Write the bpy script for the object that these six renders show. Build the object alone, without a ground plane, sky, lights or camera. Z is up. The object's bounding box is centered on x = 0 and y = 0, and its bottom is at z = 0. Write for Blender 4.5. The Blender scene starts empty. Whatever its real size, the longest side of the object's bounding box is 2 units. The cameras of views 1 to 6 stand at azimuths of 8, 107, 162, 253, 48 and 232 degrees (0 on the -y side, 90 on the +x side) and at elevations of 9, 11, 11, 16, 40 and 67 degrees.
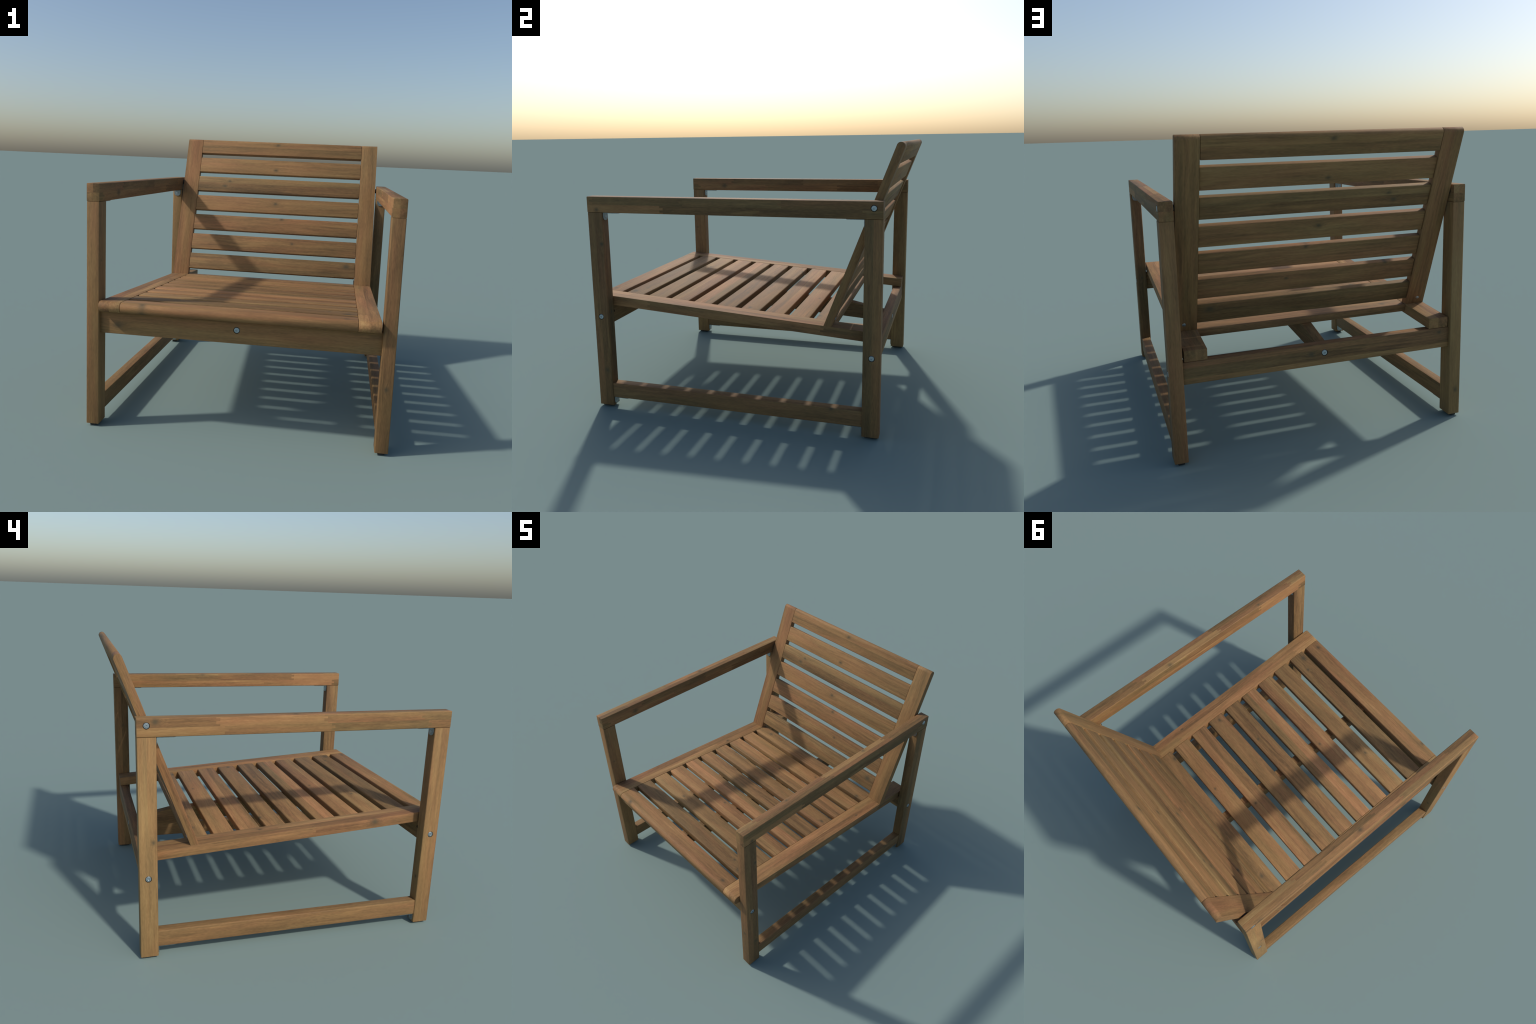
# Low slatted outdoor armchair of oiled hardwood: two box-section side frames,
# a tilted slatted seat and a reclined slatted back, bolted together.
import bpy, bmesh, math, random
from mathutils import Vector, Matrix

rnd = random.Random(7)

# ------------------------------------------------------------------ measures (metres)
LEG_IN, LEG_OUT = 0.7953, 0.8700           # side frames, distance from the middle plane
FRONT_Y0, FRONT_Y1 = -0.961, -0.859       # front leg
REAR_Y0, REAR_Y1 = 0.798, 0.9002          # rear leg
LEG_Z0, LEG_Z1 = 0.0135, 1.3108
ARM_Z0, ARM_Z1 = 1.3115, 1.4125
RAIL_IN, RAIL_OUT = 0.662, 0.785          # seat rails and back stiles
SEAT_TILT = math.atan(0.0676)
SEAT_O = Vector((0, 0, 0.6895))           # point of the seat's top plane
RAIL_T, SLAT_T, SLAT_W, PITCH = 0.0615, 0.046, 0.1265, 0.1640
BACK_SLAT_W, BACK_SLAT_T = 0.1255, 0.0375
BACK_TILT = math.radians(20.86)
BACK_O = Vector((0, 0.550, 0.652))        # foot of the back's front plane

EX, EY, EZ = Vector((1, 0, 0)), Vector((0, 1, 0)), Vector((0, 0, 1))
SEAT_S = Vector((0, math.cos(SEAT_TILT), -math.sin(SEAT_TILT)))   # rearwards along the seat
SEAT_N = Vector((0, math.sin(SEAT_TILT), math.cos(SEAT_TILT)))    # up from the seat
BACK_S = Vector((0, math.sin(BACK_TILT), math.cos(BACK_TILT)))    # up along the back
BACK_N = Vector((0, -math.cos(BACK_TILT), math.sin(BACK_TILT)))   # forwards out of the back


# ------------------------------------------------------------------ materials
class Nodes:
    """Small helper to write node trees as formulas."""

    def __init__(self, name):
        self.mat = bpy.data.materials.new(name)
        self.mat.use_nodes = True
        self.t = self.mat.node_tree
        self.bsdf = self.t.nodes["Principled BSDF"]

    def new(self, kind, **props):
        n = self.t.nodes.new(kind)
        for k, v in props.items():
            setattr(n, k, v)
        return n

    def put(self, socket, v):
        if isinstance(v, bpy.types.NodeSocket):
            self.t.links.new(v, socket)
        else:
            socket.default_value = v

    def m(self, op, a, b=0.0, c=0.0):
        n = self.new("ShaderNodeMath", operation=op)
        for s, v in zip(n.inputs, (a, b, c)):
            self.put(s, v)
        return n.outputs[0]

    def v(self, op, a, b=(0, 0, 0), scale=None):
        n = self.new("ShaderNodeVectorMath", operation=op)
        self.put(n.inputs[0], a)
        self.put(n.inputs[1], b)
        if scale is not None:
            self.put(n.inputs["Scale"], scale)
        return n.outputs["Value"] if op in ("LENGTH", "DISTANCE") else n.outputs["Vector"]

    def xyz(self, x, y, z):
        n = self.new("ShaderNodeCombineXYZ")
        for s, val in zip(n.inputs, (x, y, z)):
            self.put(s, val)
        return n.outputs[0]

    def split(self, vec):
        n = self.new("ShaderNodeSeparateXYZ")
        self.put(n.inputs[0], vec)
        return n.outputs

    def noise(self, vec, scale=1.0, detail=2.0, rough=0.5, distort=0.0):
        n = self.new("ShaderNodeTexNoise")
        self.put(n.inputs["Vector"], vec)
        n.inputs["Scale"].default_value = scale
        n.inputs["Detail"].default_value = detail
        n.inputs["Roughness"].default_value = rough
        n.inputs["Distortion"].default_value = distort
        return n.outputs["Fac"]

    def white(self, vec):
        n = self.new("ShaderNodeTexWhiteNoise", noise_dimensions="3D")
        self.put(n.inputs["Vector"], vec)
        return n.outputs

    def mix(self, fac, a, b, blend="MIX"):
        n = self.new("ShaderNodeMix", data_type="RGBA", blend_type=blend)
        self.put(n.inputs[0], fac)
        self.put(n.inputs[6], a)
        self.put(n.inputs[7], b)
        return n.outputs[2]

    def ramp(self, fac, stops):
        n = self.new("ShaderNodeValToRGB")
        self.put(n.inputs[0], fac)
        e = n.color_ramp.elements
        while len(e) < len(stops):
            e.new(0.5)
        for el, (p, col) in zip(e, stops):
            el.position = p
            el.color = (*col, 1)
        return n.outputs[0]


def wood(seed, tone=0.0, red=0.5, strips=(0, 0), run=0, knots=(), comb=0.0, contrast=1.0, split_at=0.0, through=False):
    """Oiled hardwood with the grain along local X.
    strips: width and depth of the glued staves (0 = one piece); run: length of a stave before
    a joint (0 = none); knots: (x, y, z, radius) in local coordinates; comb: depth of finger joints."""
    N = Nodes("oiled_wood")
    P = N.new("ShaderNodeTexCoord").outputs["Object"]
    x, y, z = N.split(P)
    # --- staves
    jy = N.m("FLOOR", N.m("DIVIDE", N.m("SUBTRACT", y, split_at), strips[0])) if strips[0] else 0.0
    jz = N.m("FLOOR", N.m("DIVIDE", z, strips[1])) if strips[1] else 0.0
    ji = 0.0
    if run:
        lane = N.white(N.xyz(N.m("ADD", jy, 11.3 + seed), jz, 3.7))[0]
        xs = N.m("ADD", x, N.m("MULTIPLY", lane, run))
        if comb:
            teeth = N.m("PINGPONG", N.m("ADD", N.m("MULTIPLY", y, 70.0), N.m("MULTIPLY", z, 70.0)), 1.0)
            xs = N.m("ADD", xs, N.m("MULTIPLY", N.m("GREATER_THAN", teeth, 0.5), comb))
        ji = N.m("FLOOR", N.m("DIVIDE", xs, run))
    stave = N.white(N.xyz(N.m("ADD", ji, seed * 1.7), jy, jz))
    shade = stave[0] if (run or any(strips)) else 0.5
    shift = N.v("SCALE", stave[1], scale=40.0)
    # --- knots: small dark eye, faint halo, grain bent round it
    eye, halo = 0.0, 0.0
    wob = N.noise(P, 60.0, 2.0)
    for (kx, ky, kz, kr) in knots:
        rel = N.v("SUBTRACT", P, (kx, ky, kz))
        d = N.v("LENGTH", N.v("MULTIPLY", rel, (0.7, 1.0, 0.12 if through else 0.8)))
        dist = N.m("DIVIDE", N.m("MULTIPLY", d, N.m("ADD", 0.6, N.m("MULTIPLY", wob, 0.8))), kr)
        eye = N.m("ADD", eye, N.m("EXPONENT", N.m("MULTIPLY", N.m("POWER", dist, 2.0), -1.2)))
        d2 = N.v("LENGTH", N.v("MULTIPLY", rel, (0.36, 0.8, 0.10 if through else 0.6)))
        halo = N.m("ADD", halo, N.m("EXPONENT", N.m("MULTIPLY", N.m("POWER", N.m("DIVIDE", d2, kr), 2.0), -0.7)))
    base = N.v("ADD", P, shift)
    # slow sideways drift of the grain along the length
    drift = N.noise(N.v("MULTIPLY", base, (1.8, 6.0, 6.0)), 1.0, 2.0)
    off = N.m("MULTIPLY", N.m("SUBTRACT", drift, 0.5), 0.045)
    if knots:
        off = N.m("ADD", off, N.m("MULTIPLY", halo, 0.012))
    bx, by, bz = N.split(base)
    G = N.xyz(bx, N.m("ADD", by, off), N.m("ADD", bz, N.m("MULTIPLY", off, 0.7)))
    broad = N.noise(N.v("MULTIPLY", G, (1.3, 19.0, 19.0)), 1.0, 3.0, 0.55)
    streak = N.noise(N.v("MULTIPLY", G, (3.4, 85.0, 85.0)), 1.0, 4.0, 0.62)
    pore = N.noise(N.v("MULTIPLY", G, (30.0, 380.0, 380.0)), 1.0, 2.0, 0.6)
    mott = N.noise(N.v("MULTIPLY", base, (5.0, 13.0, 13.0)), 1.0, 3.0, 0.55)
    blond = N.noise(N.v("MULTIPLY", G, (2.6, 34.0, 34.0)), 1.0, 2.0, 0.5)
    figure = N.noise(N.v("MULTIPLY", base, (2.2, 7.0, 7.0)), 1.0, 1.0)     # where the grain shows strongly
    val = N.m("MULTIPLY", N.m("SUBTRACT", broad, 0.5), 0.74 * contrast)
    val = N.m("ADD", val, N.m("MULTIPLY", N.m("SUBTRACT", streak, 0.5), N.m("ADD", 0.15, N.m("MULTIPLY", N.m("MULTIPLY", figure, figure), 2.1 * contrast))))
    val = N.m("ADD", val, N.m("MULTIPLY", N.m("SUBTRACT", pore, 0.5), 0.56))
    val = N.m("ADD", val, N.m("MULTIPLY", N.m("SUBTRACT", mott, 0.5), 0.20))
    val = N.m("ADD", val, N.m("MULTIPLY", N.m("SUBTRACT", shade, 0.5), 0.40))
    val = N.m("ADD", val, 0.475 + tone)
    col = N.ramp(val, [(0.10, (0.120, 0.069, 0.031)), (0.34, (0.201, 0.112, 0.048)), (0.50, (0.258, 0.141, 0.059)),
                       (0.68, (0.320, 0.177, 0.073)), (0.95, (0.430, 0.254, 0.108))])
    # a few pale honey streaks
    col = N.mix(N.m("MULTIPLY", N.m("SMOOTH_MIN", N.m("MAXIMUM", N.m("MULTIPLY", N.m("SUBTRACT", blond, 0.60), 5.0), 0.0), 1.0, 0.2), 0.38),
                col, (0.430, 0.250, 0.098, 1))
    # faint warm and olive casts that wander over the board and from stave to stave
    cast = N.noise(N.v("MULTIPLY", G, (1.6, 14.0, 14.0)), 1.0, 2.0)
    if run or any(strips):
        cast = N.m("ADD", cast, N.m("MULTIPLY", N.m("SUBTRACT", N.split(stave[1])[1], 0.5), 0.34))
    cast = N.m("ADD", cast, red - 0.53)
    tint = N.ramp(cast, [(0.22, (0.91, 1.02, 1.00)), (0.42, (0.975, 1.005, 0.97)), (0.58, (1.03, 0.99, 0.99)), (0.78, (1.09, 0.955, 0.99))])
    col = N.mix(1.0, col, tint, "MULTIPLY")
    if knots:
        col = N.mix(N.m("MULTIPLY", N.m("MINIMUM", halo, 1.0), 0.22), col, (0.150, 0.105, 0.048, 1))
        col = N.mix(N.m("MULTIPLY", N.m("MINIMUM", eye, 1.0), 0.82), col, (0.075, 0.064, 0.038, 1))
    N.put(N.bsdf.inputs["Base Color"], col)
    N.put(N.bsdf.inputs["Roughness"], N.m("ADD", 0.64, N.m("MULTIPLY", streak, 0.12)))
    N.bsdf.inputs["Specular IOR Level"].default_value = 0.24
    b = N.new("ShaderNodeBump")
    b.inputs["Strength"].default_value = 0.08
    b.inputs["Distance"].default_value = 0.002
    N.put(b.inputs["Height"], N.m("ADD", streak, N.m("MULTIPLY", pore, 0.5)))
    N.put(N.bsdf.inputs["Normal"], b.outputs[0])
    return N.mat


def zinc(name="zinc_plated_steel", k=1.0):
    N = Nodes(name)
    P = N.new("ShaderNodeTexCoord").outputs["Object"]
    n = N.noise(P, 160.0, 3.0)
    N.put(N.bsdf.inputs["Base Color"], N.ramp(n, [(0.3, (0.33 * k, 0.39 * k, 0.42 * k)), (0.7, (0.50 * k, 0.57 * k, 0.61 * k))]))
    N.bsdf.inputs["Metallic"].default_value = 0.85
    N.put(N.bsdf.inputs["Roughness"], N.m("ADD", 0.26, N.m("MULTIPLY", n, 0.2)))
    return N.mat


def plain(name, c0, c1, rough):
    N = Nodes(name)
    P = N.new("ShaderNodeTexCoord").outputs["Object"]
    N.put(N.bsdf.inputs["Base Color"], N.ramp(N.noise(P, 90.0, 3.0), [(0.3, c0), (0.7, c1)]))
    N.bsdf.inputs["Roughness"].default_value = rough
    return N.mat


STEEL = zinc(k=0.95)
PLATE = zinc("dull_steel_plate", 0.66)
RUBBER = plain("black_rubber", (0.010, 0.010, 0.011), (0.022, 0.022, 0.022), 0.7)
DARK = plain("dark_bore", (0.030, 0.020, 0.013), (0.045, 0.030, 0.019), 0.9)

# ------------------------------------------------------------------ building blocks
root = bpy.data.objects.new("wooden_armchair", None)
bpy.context.scene.collection.objects.link(root)
root.empty_display_size = 0.2
root["label"] = "low slatted brown hardwood garden armchair with open box arms"
root["category"] = "armchair"


def frame(o, x, y, z):
    m = Matrix((x, y, z)).transposed().to_4x4()
    m.translation = o
    return m


def finish(bm, name, mat, mw, parent=None, smooth=35):
    bmesh.ops.recalc_face_normals(bm, faces=bm.faces)
    me = bpy.data.meshes.new(name)
    bm.to_mesh(me)
    bm.free()
    for p in me.polygons:
        p.use_smooth = True
    me.set_sharp_from_angle(angle=math.radians(smooth))
    ms = mat if isinstance(mat, (list, tuple)) else [mat]
    for k in ms:
        me.materials.append(k)
    ob = bpy.data.objects.new(name, me)
    bpy.context.scene.collection.objects.link(ob)
    ob.parent = parent or root
    if parent:
        ob.matrix_parent_inverse = parent.matrix_basis.inverted()
    ob.matrix_basis = mw
    return ob


def extrude(bm, outline, axis, lo, hi):
    """Prism over a 2D outline; axis is the index of the extrusion direction."""
    def pt(a, b, c):
        return {0: (c, a, b), 1: (a, c, b), 2: (a, b, c)}[axis]
    v0 = [bm.verts.new(pt(a, b, lo)) for a, b in outline]
    v1 = [bm.verts.new(pt(a, b, hi)) for a, b in outline]
    n = len(outline)
    caps = [bm.faces.new(v0[::-1]), bm.faces.new(v1)]
    for i in range(n):
        bm.faces.new((v0[i], v0[(i + 1) % n], v1[(i + 1) % n], v1[i]))
    bmesh.ops.recalc_face_normals(bm, faces=bm.faces)
    return caps


def round_edges(bm, pick, r, seg=3):
    es = [e for e in bm.edges if len(e.link_faces) == 2 and e.calc_face_angle(0) > math.radians(30) and pick(e)]
    if es:
        bmesh.ops.bevel(bm, geom=es, offset=r, segments=seg, profile=0.5, affect="EDGES", clamp_overlap=True)


def along(e):
    d = (e.verts[1].co - e.verts[0].co).normalized()
    return max(range(3), key=lambda i: abs(d[i]))


def board(name, L, W, T, mat, mw, long_r=0.004, end_r=0.0025, holes=(), outline=None, axis=0, parent=None, tenon=0.0):
    """A timber of length L (local X), width W (Y), thickness T (Z), centred on its frame.
    holes: (point, direction, radius, depth) of blind bores in local coordinates."""
    bm = bmesh.new()
    if outline is None:
        outline, axis = [(-W / 2, -T / 2), (W / 2, -T / 2), (W / 2, T / 2), (-W / 2, T / 2)], 0
    if axis == 0:
        extrude(bm, outline, 0, -L / 2, L / 2)
    else:
        extrude(bm, outline, 1, -W / 2, W / 2)
    long_axis = 0
    round_edges(bm, lambda e: along(e) == long_axis and (e.verts[0].co - e.verts[1].co).length > 0.05, long_r, 3)
    round_edges(bm, lambda e: True, end_r, 2)
    if tenon:
        # stub tenons bridge the joint groove; they sit back from every face of the board
        us, vs = [p[0] for p in outline], [p[1] for p in outline]
        cu, cv = (min(us) + max(us)) / 2, (min(vs) + max(vs)) / 2
        hu, hv = (max(us) - min(us)) / 2 - 0.012, (max(vs) - min(vs)) / 2 - 0.007
        box = [(cu - hu, cv - hv), (cu + hu, cv - hv), (cu + hu, cv + hv), (cu - hu, cv + hv)]
        extrude(bm, box, 0, -L / 2 - tenon, L / 2 + tenon)
    mats = [mat]
    ob = finish(bm, name, mats, mw, parent)
    if holes:
        for (p, d, r, depth) in holes:
            c = bmesh.new()
            q = Vector(d).to_track_quat("Z", "Y").to_matrix().to_4x4()
            q.translation = Vector(p)
            bmesh.ops.create_cone(c, cap_ends=True, segments=40, radius1=r, radius2=r, depth=2 * depth, matrix=q)
            cut = finish(c, "cutter", DARK, mw)
            md = ob.modifiers.new("bore", "BOOLEAN")
            md.operation, md.solver, md.object = "DIFFERENCE", "EXACT", cut
            md.material_mode = "TRANSFER"
            dg = bpy.context.evaluated_depsgraph_get()
            me = bpy.data.meshes.new_from_object(ob.evaluated_get(dg))
            ob.modifiers.clear()
            old = ob.data
            ob.data = me
            me.name = name
            bpy.data.meshes.remove(old)
            cm = cut.data
            bpy.data.objects.remove(cut)
            bpy.data.meshes.remove(cm)
        ob.data.set_sharp_from_angle(angle=math.radians(35))
    return ob


def bullnose(half_t, tip, foot, n=18, foot_skew=0.0):
    """Side outline (x along, z across) of a timber whose +X end is fully rounded."""
    c = tip - half_t
    pts = [(foot, half_t), (foot + foot_skew, -half_t)]
    for i in range(n + 1):
        a = -math.pi / 2 + math.pi * i / n
        pts.append((c + half_t * math.cos(a), half_t * math.sin(a)))
    return pts


def to_local(mw, p):
    return mw.inverted() @ Vector(p)


def lathe(name, outline, mat, mw, parent, seg=32, smooth=40):
    """Solid of revolution about local Z; outline = (radius, height) from axis to axis."""
    bm = bmesh.new()
    rings = []
    for r, h in outline:
        if r < 1e-6:
            rings.append([bm.verts.new((0, 0, h))])
        else:
            rings.append([bm.verts.new((r * math.cos(2 * math.pi * i / seg), r * math.sin(2 * math.pi * i / seg), h))
                          for i in range(seg)])
    for a, b in zip(rings, rings[1:]):
        for i in range(seg):
            j = (i + 1) % seg
            if len(a) == 1:
                bm.faces.new((a[0], b[i], b[j]))
            elif len(b) == 1:
                bm.faces.new((a[i], a[j], b[0]))
            else:
                bm.faces.new((a[i], a[j], b[j], b[i]))
    return finish(bm, name, mat, mw, parent, smooth)


def axis_frame(p, d, spin=0.0):
    q = Vector(d).to_track_quat("Z", "Y").to_matrix().to_4x4() @ Matrix.Rotation(spin, 4, "Z")
    q.translation = Vector(p)
    return q


def bolt(p, d, parent, spin=0.0):
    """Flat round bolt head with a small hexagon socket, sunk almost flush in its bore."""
    R = 0.0160
    mw = axis_frame(p, d, spin)
    ob = lathe("bolt", [(0, -0.0075), (R, -0.0075), (R, -0.0012), (R - 0.0016, 0.0004), (0.0052, 0.0009),
                        (0.0046, 0.0004), (0.0042, -0.0045), (0, -0.0045)], STEEL, mw, parent)
    return ob


BOLT_R, BORE = 0.0188, 0.0085


# ------------------------------------------------------------------ side frames
legs, arms = {}, {}
arm_tone = {-1: -0.02, 1: -0.05}
for sx in (-1, 1):
    xc = sx * (LEG_IN + LEG_OUT) / 2
    out = EX * sx
    for tag, y0, y1 in (("f", FRONT_Y0, FRONT_Y1), ("r", REAR_Y0, REAR_Y1)):
        # local X up, Y across the chair's depth, Z sideways
        mw = frame(Vector((xc, (y0 + y1) / 2, (LEG_Z0 + LEG_Z1) / 2)), EZ, EX, EY)
        kn = {(1, "f"): [(1.11, 0.868, -0.873, 0.011), (0.260, 0.868, -0.892, 0.012), (0.379, 0.833, -0.96, 0.012),
                         (0.655, 0.830, -0.862, 0.009)],
              (-1, "f"): [(0.98, -0.80, -0.93, 0.007), (0.33, -0.84, -0.86, 0.009)],
              (-1, "r"): [(0.169, -0.838, 0.899, 0.012), (0.72, -0.868, 0.82, 0.010)],
              (1, "r"): [(1.02, 0.80, 0.84, 0.008)]}[(sx, tag)]
        ks = [(*to_local(mw, (b, c, a)), r) for a, b, c, r in kn]
        by, bz = (-0.912, 0.6265) if tag == "f" else (0.850, 0.5035)
        hp = to_local(mw, (sx * LEG_OUT, by, bz))
        hd = mw.to_3x3().inverted() @ out
        leg = board("leg", LEG_Z1 - LEG_Z0, LEG_OUT - LEG_IN, y1 - y0,
                    wood(20 + sx * 3 + (7 if tag == "f" else 0), tone=-0.06 if tag == "f" else -0.04, red=0.47,
                         strips=(0, 0.052), knots=ks, contrast=0.75), mw,
                    long_r=0.0052, end_r=0.0045, holes=[(hp, hd, BOLT_R, BORE)])
        legs[(sx, tag)] = leg
        bolt((sx * (LEG_OUT - 0.0004), by, bz), out, leg)
        # rubber foot
        bm = bmesh.new()
        extrude(bm, [(-0.019, -0.040), (0.019, -0.040), (0.019, 0.040), (-0.019, 0.040)], 2, 0.0, LEG_Z0 + 0.002)
        round_edges(bm, lambda e: along(e) == 2, 0.006, 3)
        round_edges(bm, lambda e: all(v.co.z < 1e-6 for v in e.verts), 0.0025, 2)
        finish(bm, "foot", RUBBER, Matrix.Translation((xc, (y0 + y1) / 2 + (0.002 if tag == "r" else -0.001), 0)), leg)

    # armrest, local X along the depth
    mw = frame(Vector((xc, (FRONT_Y0 + REAR_Y1) / 2, (ARM_Z0 + ARM_Z1) / 2)), EY, -EX, EZ)
    kn = {-1: [(-0.842, 0.019, 1.4115, 0.014), (-0.867, 0.803, 1.393, 0.014), (-0.80, -0.665, 1.352, 0.016)],
          1: [(0.808, 0.212, 1.405, 0.013), (0.868, -0.895, 1.330, 0.011), (0.812, -0.545, 1.4115, 0.009)]}[sx]
    ks = [(*to_local(mw, k[:3]), k[3]) for k in kn]
    hp = to_local(mw, (sx * LEG_OUT, 0.849, 1.374))
    arm = board("armrest", REAR_Y1 - FRONT_Y0, LEG_OUT - LEG_IN, ARM_Z1 - ARM_Z0,
                wood(41 + sx, tone=arm_tone[sx], red=0.48, strips=(0.036, 0.052), run=0.62, knots=ks, comb=0.022, contrast=0.75), mw,
                long_r=0.0052, end_r=0.0040,
                holes=[(hp, mw.to_3x3().inverted() @ out, BOLT_R, BORE)])
    arms[sx] = arm
    bolt((sx * (LEG_OUT - 0.0004), 0.849, 1.374), out, arm)
    # black spacer between armrest and back stile
    lathe("spacer", [(0, 0), (0.0165, 0), (0.0165, 0.0150), (0, 0.0150)], RUBBER,
          axis_frame((sx * (RAIL_OUT - 0.001), 0.850, 1.374), out), arm)

    # low side rail between the legs
    mw = frame(Vector((sx * 0.8325, (FRONT_Y1 + REAR_Y0) / 2, 0.1203)), EY, -EX, EZ)
    ks = [(*to_local(mw, (0.862, 0.615, 0.168)), 0.011)] if sx > 0 else []
    board("side_rail", REAR_Y0 - FRONT_Y1 + 0.0012, 0.0640, 0.0995,
          wood(60 + sx, tone=-0.07, red=0.46, strips=(0, 0), knots=ks, contrast=0.7), mw, long_r=0.0050, end_r=0.0006)

# ------------------------------------------------------------------ steel corner brackets
def bracket(p, along_y, up, parent):
    """Angle plate: short tongue on the leg, long tongue under the rail; both with rounded tips.
    p: inner corner; along_y: +1 when the rail runs to +y; up: -1 when the tongue hangs down."""
    t, w, r = 0.0042, 0.052, 0.012
    bm = bmesh.new()

    def tongue(length, tip):
        o = [(-w / 2, 0.0), (w / 2, 0.0)]
        for i in range(9):
            a = math.pi / 2 * i / 8
            o.append((w / 2 - tip + tip * math.cos(a), length - tip + tip * math.sin(a)))
        for i in range(9):
            a = math.pi / 2 + math.pi / 2 * i / 8
            o.append((-w / 2 + tip + tip * math.cos(a), length - tip + tip * math.sin(a)))
        return o
    # leg tongue in local XZ (hangs along -Z), rail tongue in local XY
    a = tongue(0.051, 0.022)
    extrude(bm, [(x, -q) for x, q in a], 1, 0.0, t)
    b = tongue(0.108, 0.018)
    extrude(bm, b, 2, -t, 0.0)
    bmesh.ops.bevel(bm, geom=[e for e in bm.edges if e.calc_face_angle(0) > 0.7], offset=0.0008, segments=1, affect="EDGES")
    mw = Matrix.Translation(p) @ Matrix.Diagonal((1, along_y, 1, 1))
    for v in bm.verts:
        v.co.y *= along_y
    ob = finish(bm, "corner_bracket", PLATE, Matrix.Translation(p), parent)
    p = Vector(p)
    spots = [(p + Vector((0, along_y * t, -0.030)), EY * along_y)]
    for q in (0.040, 0.080):
        spots.append((p + Vector((0, along_y * q, -t)), -EZ))
    for s, d in spots:
        lathe("screw", [(0, -0.001), (0.0085, -0.001), (0.0080, 0.0012), (0.0040, 0.0024), (0.0022, 0.0022),
                        (0.0018, 0.0004), (0, 0.0004)], STEEL, axis_frame(s, d), ob, seg=20)
    return ob


for sx in (-1, 1):
    xc = sx * (LEG_IN + LEG_OUT) / 2
    for z, host in ((ARM_Z0 - 0.0004, arms[sx]), (0.0698, None)):
        for tag, y, dy in (("f", FRONT_Y1 + 0.0004, 1), ("r", REAR_Y0 - 0.0004, -1)):
            bracket((xc, y, z), dy, -1, None)

# ------------------------------------------------------------------ cross rails
mw = frame(Vector((0, -0.9122, 0.6240)), EX, EZ, -EY)
ks = [(*to_local(mw, (-0.690, -0.930, 0.615)), 0.020)]
hp = to_local(mw, (-0.002, -0.9390, 0.6375))
front = board("front_rail", 2 * LEG_IN + 0.0008, 0.1280, 0.0535, wood(71, tone=-0.04, red=0.44, strips=(0, 0), knots=ks), mw,
              long_r=0.004, end_r=0.0005,
              holes=[(hp, mw.to_3x3().inverted() @ -EY, BOLT_R, BORE)] +
                    [(to_local(mw, (sx * 0.755, -0.8855, 0.6365)), mw.to_3x3().inverted() @ EY, 0.009, 0.012) for sx in (-1, 1)])
bolt((-0.002, -0.9386, 0.6375), -EY, front)

mw = frame(Vector((0, 0.8515, 0.5045)), EX, EZ, -EY)
ks = [(*to_local(mw, (0.079, 0.8815, 0.513)), 0.013), (*to_local(mw, (-0.73, 0.8815, 0.54)), 0.009)]
hp = to_local(mw, (0.0, 0.8815, 0.5135))
rear = board("rear_rail", 2 * LEG_IN + 0.0008, 0.1230, 0.0600, wood(83, tone=-0.03, red=0.50, strips=(0.0600, 0), split_at=0.0290, knots=ks), mw,
             long_r=0.006, end_r=0.0005, holes=[(hp, mw.to_3x3().inverted() @ EY, BOLT_R, BORE)])
bolt((0.0, 0.8808, 0.5135), EY, rear)

# middle bearer under the slats, following the seat's tilt, its rear top sloped down to the rear rail
def seat_h(y):
    return SEAT_O.z - 0.0676 * y
y0, y1 = -0.8858, 0.8218
side = [(y0, seat_h(y0) - SLAT_T - 0.111), (y1, 0.4800), (y1, 0.5560), (0.600, seat_h(0.600) - SLAT_T - 0.0006),
        (y0, seat_h(y0) - SLAT_T - 0.0006)]
board("center_rail", 1, 0.062, 1, wood(91, tone=-0.05, red=0.55, strips=(0, 0.05)),
      frame(Vector((0, 0, 0)), EY, -EX, EZ), long_r=0.003, end_r=0.002, outline=side, axis=1)

# ------------------------------------------------------------------ seat
def seat_pt(s, x=0.0, down=0.0):
    return SEAT_O + SEAT_S * s + EX * x - SEAT_N * down

for sx in (-1, 1):
    xc = sx * (RAIL_IN + RAIL_OUT) / 2
    # local X points to the front so that the rounded end is +X
    mw = frame(seat_pt(0.0, xc, RAIL_T / 2), -SEAT_S, SEAT_N.cross(-SEAT_S), SEAT_N)
    kn = {-1: [(-0.785, -0.563, 0.706, 0.016), (-0.70, 0.16, 0.679, 0.010)], 1: [(0.75, 0.30, 0.668, 0.008)]}[sx]
    ks = [(*to_local(mw, k[:3]), k[3]) for k in kn]
    board("seat_rail", 1, RAIL_OUT - RAIL_IN, RAIL_T, wood(100 + sx, tone=0.03, red=0.56, strips=(0.062, 0), run=1.15, knots=ks, comb=0.02),
          mw, long_r=0.0032, end_r=0.0028, outline=bullnose(RAIL_T / 2, 1.0005, -0.887), axis=1)

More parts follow.
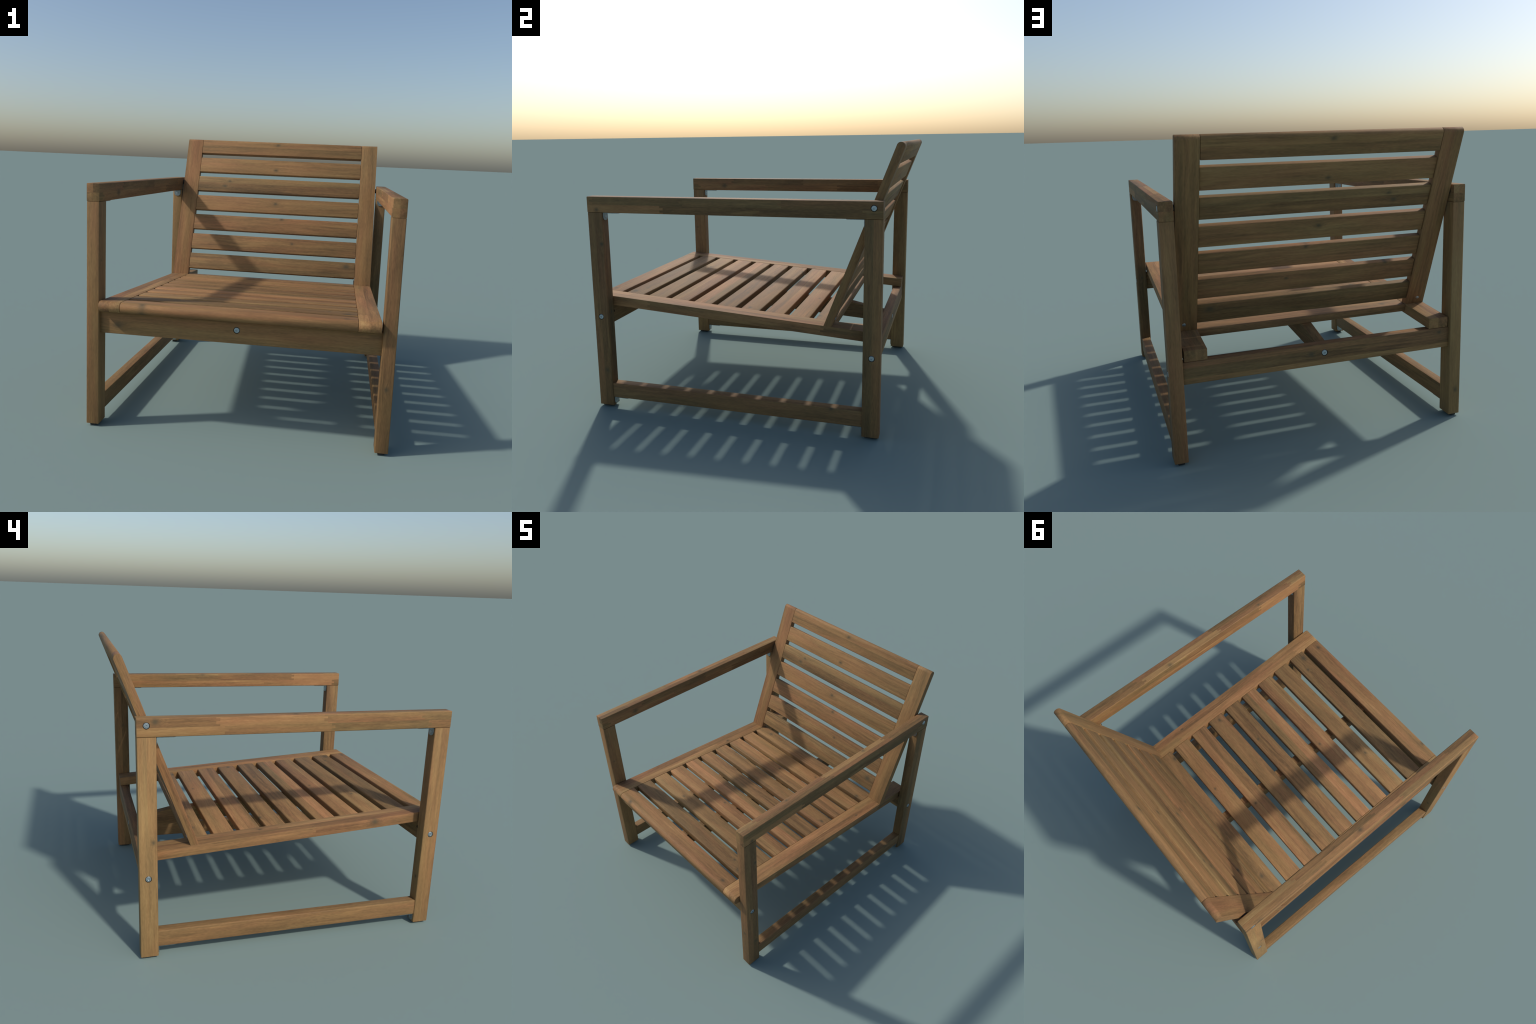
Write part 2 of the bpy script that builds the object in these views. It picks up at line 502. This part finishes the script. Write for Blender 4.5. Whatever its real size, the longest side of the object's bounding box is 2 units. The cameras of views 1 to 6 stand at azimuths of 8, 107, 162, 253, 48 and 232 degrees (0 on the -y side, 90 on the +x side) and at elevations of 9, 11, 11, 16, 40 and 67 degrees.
SLAT_L = 2 * (RAIL_IN - 0.0022)
seat_knots = {0: [(-0.533, -0.985, 0.745, 0.016), (0.600, -0.950, 0.754, 0.014)], 1: [(0.605, -0.800, 0.744, 0.020), (0.50, -0.76, 0.741, 0.010)],
              2: [(-0.312, -0.617, 0.731, 0.010)], 3: [(-0.038, -0.412, 0.717, 0.009)], 4: [], 5: [(0.30, -0.09, 0.696, 0.009)],
              6: [(-0.506, 0.104, 0.682, 0.011), (0.62, 0.034, 0.687, 0.011)], 7: [(-0.083, 0.243, 0.673, 0.009)],
              8: [(0.20, 0.40, 0.662, 0.007)], 9: [(-0.524, 0.545, 0.653, 0.014), (0.593, 0.484, 0.657, 0.012)]}
seat_red = [0.62, 0.36, 0.46, 0.58, 0.56, 0.48, 0.54, 0.56, 0.56, 0.52]
seat_tone = [0.04, -0.13, 0.05, -0.05, 0.02, -0.06, -0.06, 0.01, 0.09, -0.06]
seat_strip = [0, 0, 0, 0.2, 0.2, 0, 0, 0.2, 0, 0]
for k in range(10):
    if k == 0:
        mw = frame(seat_pt(0.0, 0.0, RAIL_T / 2), EX, -SEAT_S, -EX.cross(SEAT_S))
        edge = bullnose(RAIL_T / 2, 1.0005, 0.8705)
        L, T = SLAT_L, RAIL_T
    else:
        s = -0.773 + PITCH * (k - 1)
        mw = frame(seat_pt(s, 0.0, SLAT_T / 2 + 0.0004), EX, -SEAT_S, -EX.cross(SEAT_S))
        edge, L, T = None, SLAT_L, SLAT_T
    ks = [(*to_local(mw, q[:3]), q[3]) for q in seat_knots[k]]
    m = wood(120 + k, tone=seat_tone[k], red=seat_red[k], strips=(seat_strip[k], 0), split_at=(0.012, -0.008, 0.018)[k % 3], knots=ks, through=True)
    board("seat_slat", L, SLAT_W, T, m, mw, long_r=0.0065, end_r=0.0022, outline=edge, axis=0, tenon=0.0020)

# ------------------------------------------------------------------ back
def back_pt(s, x=0.0, behind=0.0):
    return BACK_O + BACK_S * s + EX * x - BACK_N * behind

S_TOP = 1.1625
for sx in (-1, 1):
    xc = sx * (RAIL_IN + RAIL_OUT) / 2
    mw = frame(back_pt(0.0, xc, SLAT_T / 2), BACK_S, BACK_N.cross(BACK_S), BACK_N)
    kn = {-1: [(-0.712, 0.530, 0.011)], 1: []}[sx]
    ks = [(*to_local(mw, back_pt(s, x, 0.02)), r) for x, s, r in kn]
    st = board("back_stile", 1, RAIL_OUT - RAIL_IN, SLAT_T,
               wood(150 + sx, tone=0.03 if sx < 0 else -0.02, red=0.60 if sx < 0 else 0.48, strips=(0, 0), knots=ks), mw,
               long_r=0.0040, end_r=0.0024, outline=bullnose(SLAT_T / 2, S_TOP, 0.0006, foot_skew=0.0140), axis=1)
    lathe("screw", [(0, -0.002), (0.0110, -0.002), (0.0108, 0.0008), (0.0075, 0.0028), (0.0030, 0.0032), (0.0026, 0.0006), (0, 0.0006)],
          STEEL, axis_frame(back_pt(0.0555, sx * 0.736, SLAT_T), -BACK_N), st, seg=24)

back_knots = {0: [(0.592, 0.140, 0.018)], 1: [(-0.463, 0.342, 0.011), (0.154, 0.298, 0.008)], 2: [(0.055, 0.496, 0.010)],
              3: [(-0.005, 0.624, 0.013)], 4: [(-0.437, 0.757, 0.013), (-0.40, 0.80, 0.010)], 5: [(-0.025, 0.910, 0.012)],
              6: [(-0.025, 1.131, 0.012)]}
back_red = [0.36, 0.58, 0.60, 0.50, 0.37, 0.50, 0.50]
back_tone = [-0.13, -0.03, -0.01, 0.05, -0.11, 0.10, -0.01]
back_strip = [0, 0, 0, 0, 0.2, 0, 0.2]
for k in range(7):
    if k == 6:
        mw = frame(back_pt(0.0, 0.0, SLAT_T / 2), EX, BACK_S, BACK_N)
        edge = bullnose(SLAT_T / 2, S_TOP, 1.0375)
    else:
        s = 0.115 + PITCH * k
        mw = frame(back_pt(s, 0.0, BACK_SLAT_T / 2 + 0.0004), EX, BACK_S, BACK_N)
        edge = None
    mw = mw if Matrix(mw.to_3x3()).determinant() > 0 else frame(mw.translation, -EX, BACK_S, BACK_N)
    ks = [(*to_local(mw, back_pt(s2, x, 0.010)), r * 1.05) for x, s2, r in back_knots[k]]
    m = wood(170 + k, tone=back_tone[k], red=back_red[k], strips=(back_strip[k], 0), split_at=1.105 if k == 6 else 0.012, knots=ks, through=True)
    board("back_slat", SLAT_L, BACK_SLAT_W, BACK_SLAT_T, m, mw, long_r=0.0050, end_r=0.0022, outline=edge, axis=0, tenon=0.0020)
